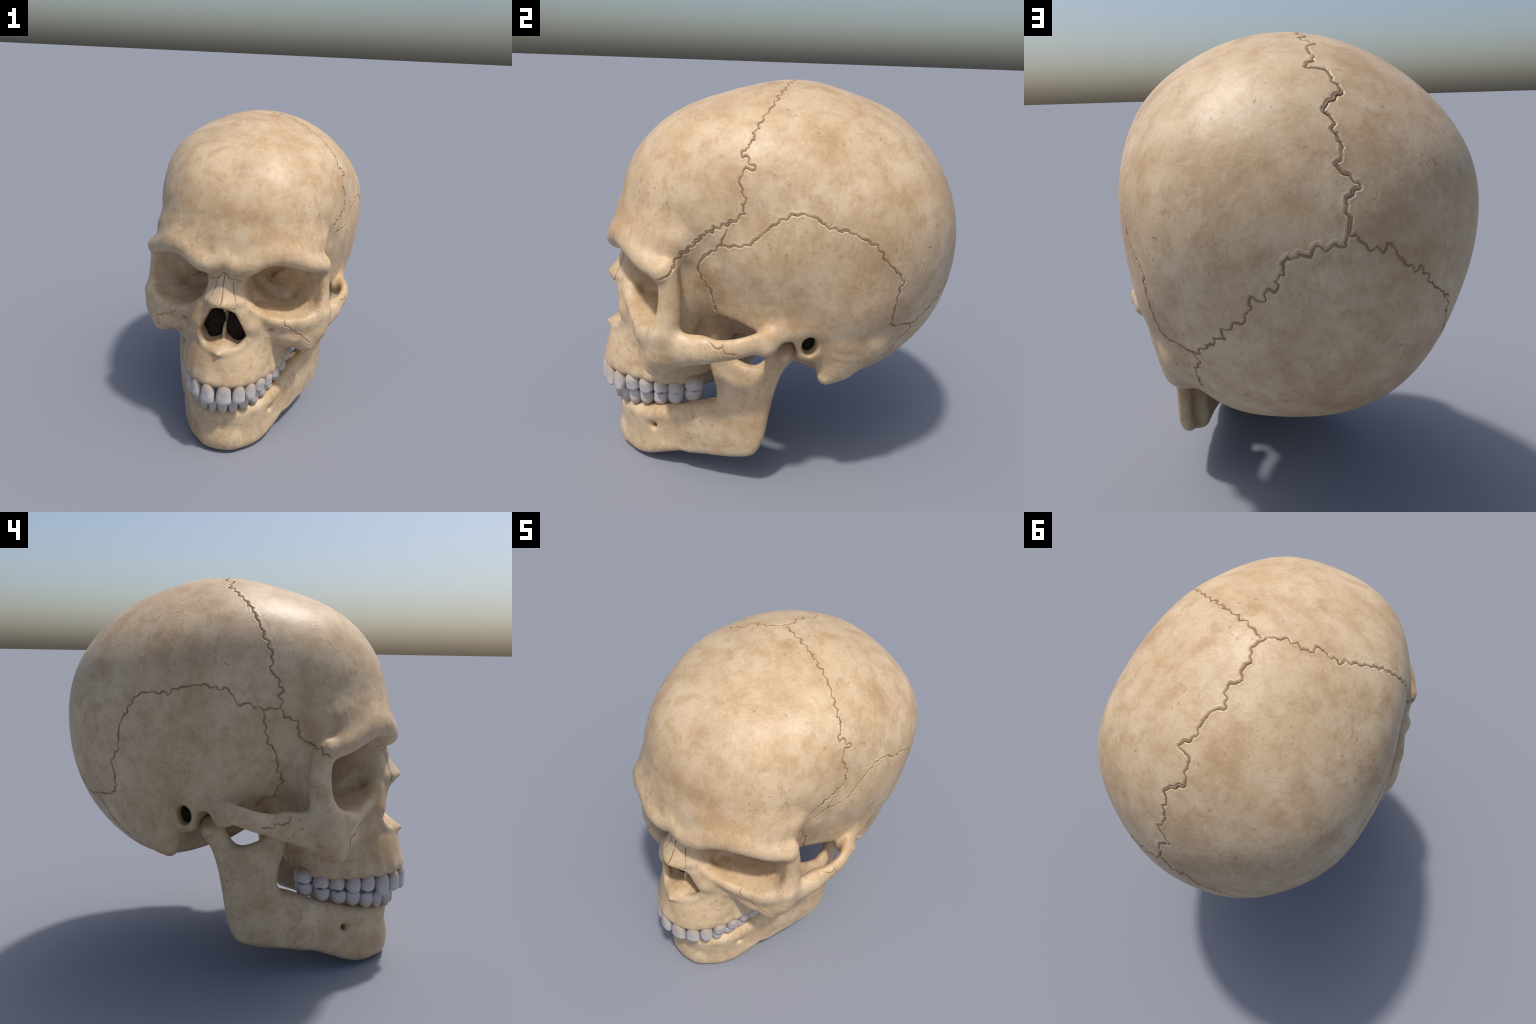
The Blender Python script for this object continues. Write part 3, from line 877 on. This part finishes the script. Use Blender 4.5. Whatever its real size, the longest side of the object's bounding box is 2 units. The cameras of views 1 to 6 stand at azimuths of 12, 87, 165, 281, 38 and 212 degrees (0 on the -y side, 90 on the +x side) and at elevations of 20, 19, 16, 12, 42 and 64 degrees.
def split_bones(V, F, d):
    """Let every bone spread over the surface from its seeds; sutures are slow to cross."""
    corners, sizes = F
    nf = len(sizes)
    start = np.r_[0, np.cumsum(sizes)[:-1]]
    C = np.add.reduceat(V[corners], start, axis=0) / sizes[:, None]
    fd = np.minimum.reduceat(d[corners], start)
    owner = np.repeat(np.arange(nf), sizes)
    nxt = np.arange(len(corners)) + 1
    nxt[start + sizes - 1] = start
    a, b = corners, corners[nxt]
    key = np.minimum(a, b).astype(np.int64) * len(V) + np.maximum(a, b)
    order = np.argsort(key, kind="stable")
    ks, os_ = key[order], owner[order]
    pair = np.nonzero(ks[:-1] == ks[1:])[0]
    fa, fb = os_[pair], os_[pair + 1]
    slow = np.where(fd < 0.0025, 60.0, np.where(fd < 0.006, 8.0, 1.0))
    cost = np.linalg.norm(C[fa] - C[fb], axis=1) * 0.5 * (slow[fa] + slow[fb])
    src, dst, cst = np.r_[fa, fb], np.r_[fb, fa], np.r_[cost, cost]
    order = np.argsort(src, kind="stable")
    first = np.searchsorted(src[order], np.arange(nf + 1)).tolist()
    dst, cst = dst[order].tolist(), cst[order].tolist()
    names, heap = [], []
    for name, paired, seeds in BONES:
        for s in (SIDES if paired else (0.0,)):
            ident = len(names)
            names.append(name)
            for p in seeds:
                for sx in ((s,) if paired else SIDES):
                    heap.append((0.0, int(((C - np.array(p) * [sx, 1, 1]) ** 2).sum(1).argmin()), ident))
    heapq.heapify(heap)
    label = [-1] * nf
    best = [1e9] * nf
    while heap:
        c, i, k = heapq.heappop(heap)
        if label[i] >= 0:
            continue
        label[i] = k
        for e in range(first[i], first[i + 1]):
            j = dst[e]
            t = c + cst[e]
            if t < best[j]:
                best[j] = t
                heapq.heappush(heap, (t, j, k))
    return names, np.array(label)


# ------------------------------------------------------------------ near-black lumps set in the deep cavities
def dark_lump(name, centre, radii, seed):
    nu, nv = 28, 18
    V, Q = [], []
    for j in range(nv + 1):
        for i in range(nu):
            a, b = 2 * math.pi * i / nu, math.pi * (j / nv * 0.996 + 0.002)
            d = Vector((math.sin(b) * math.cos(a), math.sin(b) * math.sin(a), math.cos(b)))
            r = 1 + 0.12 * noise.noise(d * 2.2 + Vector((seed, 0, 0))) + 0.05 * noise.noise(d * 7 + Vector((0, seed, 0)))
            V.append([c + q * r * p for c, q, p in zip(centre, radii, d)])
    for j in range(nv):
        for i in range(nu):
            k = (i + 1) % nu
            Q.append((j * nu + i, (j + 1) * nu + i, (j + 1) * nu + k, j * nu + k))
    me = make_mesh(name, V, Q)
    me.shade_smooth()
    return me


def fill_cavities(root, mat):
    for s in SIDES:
        link("ear_canal_earth", dark_lump("ear_canal_earth", (s * 0.485, 0.138, 0.872), (0.055, 0.050, 0.064), 3 + s), root, [mat])
        link("nasal_earth", dark_lump("nasal_earth", (s * 0.070, -0.705, 0.845), (0.066, 0.042, 0.118), 9 + s), root, [mat])


# ------------------------------------------------------------------ assembly
def link(name, me, root, mats):
    o = bpy.data.objects.new(name, me)
    bpy.context.collection.objects.link(o)
    o.parent = root
    for m in mats:
        me.materials.append(m)
    return o


def subdivided(V, Q):
    """One Catmull-Clark step on a closed quad mesh."""
    n = len(V)
    acc = lambda idx, val, m: np.stack([np.bincount(idx, val[:, k], m) for k in range(3)], 1)
    face = V[Q].mean(1)
    key = np.stack([np.minimum(Q[:, i], Q[:, (i + 1) % 4]).astype(np.int64) * n + np.maximum(Q[:, i], Q[:, (i + 1) % 4]) for i in range(4)], 1)
    uk, inv, cnt = np.unique(key, return_inverse=True, return_counts=True)
    inv = inv.reshape(key.shape)
    a, b = uk // n, uk % n
    middle = 0.5 * (V[a] + V[b])
    fsum = acc(inv.ravel(), np.repeat(face, 4, axis=0), len(uk)) / cnt[:, None]
    edge = 0.5 * (middle + fsum)
    val = np.bincount(Q.ravel(), minlength=n)[:, None]
    favg = acc(Q.ravel(), np.repeat(face, 4, axis=0), n) / val
    deg = (np.bincount(a, minlength=n) + np.bincount(b, minlength=n))[:, None]
    eavg = (acc(a, middle, n) + acc(b, middle, n)) / deg
    vert = (favg + 2 * eavg + (val - 3) * V) / val
    e = n + inv
    c = n + len(uk) + np.arange(len(Q))
    F = np.vstack([np.stack([Q[:, i], e[:, i], c, e[:, i - 1]], 1) for i in range(4)])
    return np.vstack([vert, edge, face]), F


def main():
    root = bpy.data.objects.new("human_skull", None)
    bpy.context.collection.objects.link(root)
    root["label"] = "weathered tan human skull with dark sutures and white teeth"
    root["category"] = "human skull"
    bone = bone_material("aged_bone")
    seam = simple_material("suture_dirt", (0.23, 0.150, 0.087), (0.33, 0.225, 0.132), 40, 0.8, 0.1)
    enamel = tooth_material("tooth_enamel")

    V, F, paths, d = carve_sutures(*subdivided(*surface_net(build_cranium(H))))
    whole = make_mesh("work", V, F)
    nrm = np.empty(len(V) * 3)
    whole.vertices.foreach_get("normal", nrm)
    nrm = nrm.reshape(-1, 3)
    bpy.data.meshes.remove(whole)
    names, label = split_bones(V, F, d)
    corners, sizes = F
    owner = np.repeat(label, sizes)
    for k, name in enumerate(names):
        if not (label == k).any():
            continue
        used, local = np.unique(corners[owner == k], return_inverse=True)
        me = make_mesh(name, V[used], (local, sizes[label == k]))
        me.shade_smooth()
        me.normals_split_custom_set_from_vertices(nrm[used].tolist())
        link(name, me, root, [bone])
    for P, N, w in paths:
        me = make_mesh("suture", *suture_tube(P, N, w))
        me.shade_smooth()
        link("suture", me, root, [seam])

    me = make_mesh("mandible", *subdivided(*surface_net(build_mandible(H))))
    me.shade_smooth()
    link("mandible", me, root, [bone])
    place_teeth(root, enamel)
    fill_cavities(root, simple_material("dark_earth", (0.014, 0.011, 0.009), (0.035, 0.024, 0.016), 60, 0.95, 0.05))  # near-black base colour for the lumps in ear and nose


main()
